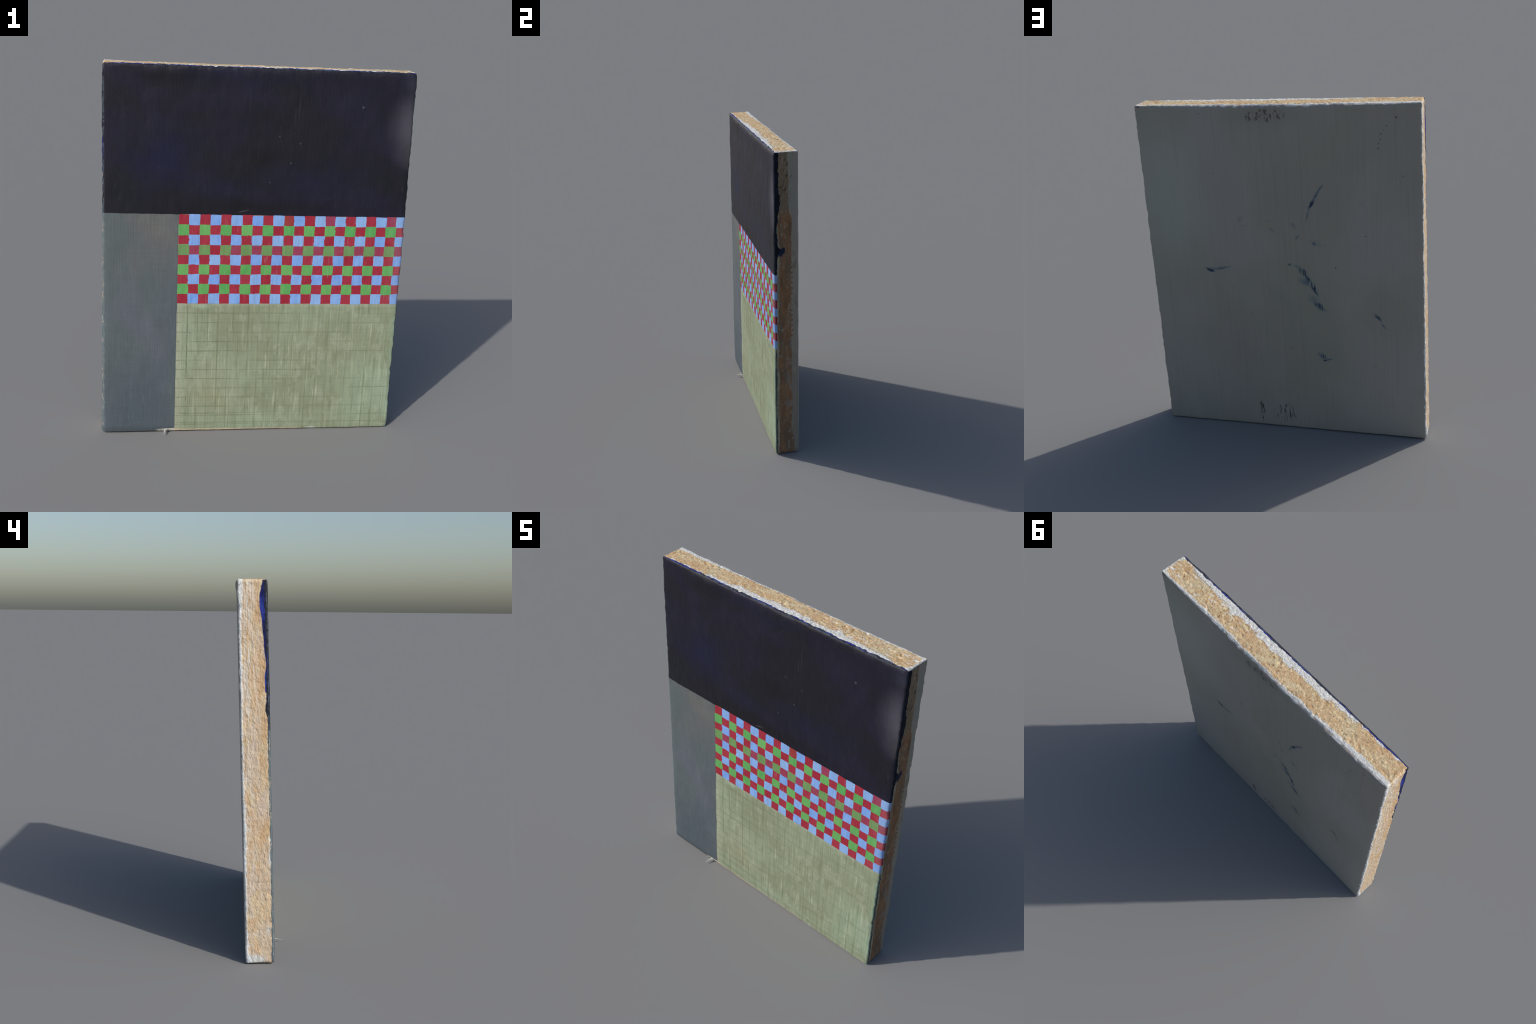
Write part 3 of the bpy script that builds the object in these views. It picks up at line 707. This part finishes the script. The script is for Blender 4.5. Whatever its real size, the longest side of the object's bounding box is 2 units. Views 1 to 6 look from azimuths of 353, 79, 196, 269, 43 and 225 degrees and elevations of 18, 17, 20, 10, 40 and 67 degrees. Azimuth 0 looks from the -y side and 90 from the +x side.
def mat_bottom():
    g = Mat("chipboard_bottom", 0.85, 0.15)
    c, d, r1, hole = chip_colour(g, g.x, g.y, (70, 90, 8), 181, 0.8)
    n = g.noise(20, 30, 4, 4, 0.6, off=182)
    c = g.mix(g.step(n, 0.46, 0.60) * 0.8, c, lin((206, 206, 198)))
    return g.out(c, n, 0.003, 0.5)

def mat_flake():
    g = Mat("priming_flake", 0.7, 0.2)
    n = g.noise(60, 60, 60, 3, off=191)
    c = g.mix(g.step(n, 0.4, 0.62), lin((168, 166, 154)), lin((186, 194, 186)))
    c = g.mix(g.step(n, 0.60, 0.70) * 0.5, c, lin((190, 168, 140)))
    return g.out(c, n, 0.002, 0.4)

MATS = {
    "dark_paint_field": mat_dark(), "grey_paint_field": mat_grey(), "green_paint_field": mat_green(),
    "check_field": mat_under(), "back_face": mat_back(), "top_edge": mat_top(), "left_edge": mat_left(),
    "right_edge": mat_right(), "bottom_edge": mat_bottom(),
}
RED = mat_check("crimson_check", lin((150, 34, 52)), lin((158, 48, 66)), streak=0.26)
RUST = mat_check("rust_check", lin((146, 52, 54)), lin((150, 66, 60)), streak=0.3)
PLUM = mat_check("plum_check", lin((150, 50, 80)), lin((146, 56, 74)), 0.25, (140, 84, 110), 0.4)
BLUE = mat_check("sky_check", lin((112, 154, 224)), lin((138, 174, 222)), streak=0.34)
LEAF = mat_check("leaf_check", lin((86, 160, 88)), lin((106, 168, 96)), streak=0.30)
DULL = mat_check("dull_leaf_check", lin((100, 150, 88)), lin((112, 148, 96)), 0.35, (118, 134, 90), 0.4)

# ------------------------------------------------------------------ assemble
root = bpy.data.objects.new("painted_panel", None)
bpy.context.collection.objects.link(root)
root["label"] = "abstract painting on a thick chipboard panel with checked band"
root["category"] = "painted panel"

parts = {}
for name, faces in F.items():
    used = np.unique(faces)
    remap = np.full(len(CO), -1, np.int64); remap[used] = np.arange(len(used))
    me = mesh_from(name, CO[used], remap[faces], VN[used])
    me.materials.append(MATS[name])
    ob = bpy.data.objects.new(name, me)
    bpy.context.collection.objects.link(ob)
    ob.parent = root
    parts[name] = ob

# --- the checks: thin pads of paint, laid by hand inside the pencil grid
def pad(name, x0, x1, z0, z1, h, seed):
    """cushion of paint: a grid with a rounded, wandering outline and a skirt"""
    rng = np.random.RandomState(seed)
    n = 13
    t = np.linspace(-1, 1, n)
    U, Vv = np.meshgrid(t, t, indexing="ij")
    j = rng.uniform(-1, 1, (4, 2)) * 0.0019            # corners are never quite square
    cx, cz = (x0 + x1) / 2, (z0 + z1) / 2
    wu, wv = (1 + U) / 2, (1 + Vv) / 2
    jx = (j[0, 0] * (1 - wu) * (1 - wv) + j[1, 0] * wu * (1 - wv) + j[2, 0] * wu * wv + j[3, 0] * (1 - wu) * wv)
    jz = (j[0, 1] * (1 - wu) * (1 - wv) + j[1, 1] * wu * (1 - wv) + j[2, 1] * wu * wv + j[3, 1] * (1 - wu) * wv)
    X = cx + U * (x1 - x0) / 2 + jx
    Z = cz + Vv * (z1 - z0) / 2 + jz
    edge = np.maximum(np.abs(U), np.abs(Vv)) >= 0.999
    X = X + np.where(edge, 0.0007 * vnoise(X * 90, Z * 90, seed, 3), 0)
    Z = Z + np.where(edge, 0.0007 * vnoise(X * 90, Z * 90, seed + 0.5, 4), 0)
    cr = 1 - 0.03 * (np.abs(U * Vv) ** 6)              # soften the corners
    X = cx + (X - cx) * cr; Z = cz + (Z - cz) * cr
    X = np.minimum(X, HX - 0.0015)
    flat = np.stack([X.ravel(), np.full(n * n, -HY), Z.ravel()], 1)
    w = np.zeros((n * n, 6)); w[:, 0] = 1
    base = shape(flat, w)
    lift = np.where(edge, 0.88, 1.0).ravel() * h
    lift = lift + 0.00030 * vnoise(X.ravel() * 55, Z.ravel() * 45, seed, 9)
    top = base.copy(); top[:, 1] -= lift
    ids = np.arange(n * n).reshape(n, n)
    ring = np.concatenate([ids[:-1, 0], ids[-1, :-1], ids[:0:-1, -1], ids[0, :0:-1]])
    skirt = base[ring].copy(); skirt[:, 1] += 0.0008
    verts = np.concatenate([top, top[ring], skirt])     # own rim vertices: the skirt meets the top in a crease
    f = [sheet(ids, False)]
    m = len(ring); o = n * n
    k = np.arange(m); k2 = (k + 1) % m
    f.append(np.stack([o + k2, o + k, o + m + k, o + m + k2], 1))
    return mesh_from(name, verts, np.concatenate(f))

rnd = random.Random(21)
xs = [CX0 + PX * i for i in range(COLS)] + [HX]
zs = [CZ1 - PZ * j for j in range(ROWS + 1)]
for j in range(ROWS):
    for i in range(COLS):
        red = (i + j) % 2 == 0
        g_ = 0.0003
        gx = [rnd.uniform(-0.0015, 0.0015) for _ in range(2)]
        grow = 0.0004 if red else 0.0014
        a, b = xs[i] + gx[0] * 0.5 - grow, xs[i + 1] + gx[1] * 0.5 + grow
        lo, hi = zs[j + 1] + rnd.uniform(-0.001, 0.001) - grow, zs[j] + rnd.uniform(-0.001, 0.001) + grow
        if j == 0: hi = CZ1 + rnd.uniform(-0.0005, 0.0015)
        if i == 0: a = CX0 + rnd.uniform(-0.001, 0.001)
        h = (0.0004 if red else 0.0007) + rnd.uniform(0, 0.0001)
        if red:
            kind, mat = "red_check", RED
            if j == 0 and rnd.random() < 0.35: mat = RUST
            if j == 3 and rnd.random() < 0.65: mat = PLUM
            if j == 0 and i in (14, 20): mat = PLUM
        elif j % 2 == 0:
            kind, mat = "blue_check", BLUE
        else:
            kind, mat = "green_check", (DULL if j == 3 else LEAF)
        me = pad(kind, a, b, lo, hi, h, 100 + j * 40 + i)
        me.materials.append(mat)
        ob = bpy.data.objects.new(kind, me)
        bpy.context.collection.objects.link(ob)
        ob.parent = parts["check_field"]

# --- flake of priming torn loose at the foot of the painted side
def flake():
    # spine stations: (x, y, z, half width, thickness)
    S = [(-0.448, -0.0690, -0.0030, 0.0150, 0.0026), (-0.4535, -0.0800, -0.0020, 0.0090, 0.0022), (-0.4580, -0.0920, -0.0012, 0.0058, 0.0018),
         (-0.4610, -0.1050, -0.0025, 0.0042, 0.0015), (-0.4625, -0.1180, -0.0042, 0.0026, 0.0012), (-0.4628, -0.1300, -0.0062, 0.0005, 0.0008)]
    V_, Fc = [], []
    m = 8
    pts = [Vector(s[:3]) for s in S]
    for k, s in enumerate(S):
        d = (pts[min(k + 1, len(S) - 1)] - pts[max(k - 1, 0)]).normalized()
        sd = d.cross(Vector((0, 0, 1))).normalized()
        up = sd.cross(d)
        for q in range(m):
            a = 2 * math.pi * q / m
            w = s[3] * (1 + 0.2 * math.sin(3.1 * k + q))
            V_.append(pts[k] + sd * (w * math.cos(a)) + up * (s[4] * 0.5 * math.sin(a) + 0.12 * w * math.cos(a) ** 2))
    for k in range(len(S) - 1):
        for q in range(m):
            Fc.append((k * m + q, k * m + (q + 1) % m, (k + 1) * m + (q + 1) % m, (k + 1) * m + q))
    Fc.append(tuple(range(m))[::-1]); Fc.append(tuple((len(S) - 1) * m + q for q in range(m)))
    # second, shorter barb to the left
    o = len(V_)
    T = [(-0.470, -0.073, -0.001, 0.007), (-0.484, -0.082, -0.0015, 0.004), (-0.492, -0.090, -0.003, 0.001)]
    for (bx, by, bz, w) in T:
        for (dx, dz) in ((w, 0.0018), (-w, 0.0018), (-w, -0.0010), (w, -0.0010)):
            V_.append(Vector((bx + dx * 0.7, by + dx * 0.5, bz + dz)))
    for k in range(2):
        for q in range(4):
            Fc.append((o + k * 4 + q, o + k * 4 + (q + 1) % 4, o + (k + 1) * 4 + (q + 1) % 4, o + (k + 1) * 4 + q))
    Fc.append((o + 3, o + 2, o + 1, o)); Fc.append((o + 8, o + 9, o + 10, o + 11))
    me = bpy.data.meshes.new("loose_flake")
    me.from_pydata([tuple(v) for v in V_], [], Fc)
    me.validate()
    me.materials.append(mat_flake())
    import bmesh
    bm = bmesh.new(); bm.from_mesh(me); bmesh.ops.recalc_face_normals(bm, faces=bm.faces); bm.to_mesh(me); bm.free()
    for p in me.polygons: p.use_smooth = True
    ob = bpy.data.objects.new("loose_flake", me)
    bpy.context.collection.objects.link(ob)
    ob.parent = root
flake()

# ------------------------------------------------------------------ stand it up: leaning back, a touch askew
root.rotation_euler = Euler((math.radians(-1.697), math.radians(0.592), math.radians(-0.203)))
root.location = (-0.0082, -0.0101, 0.0092)
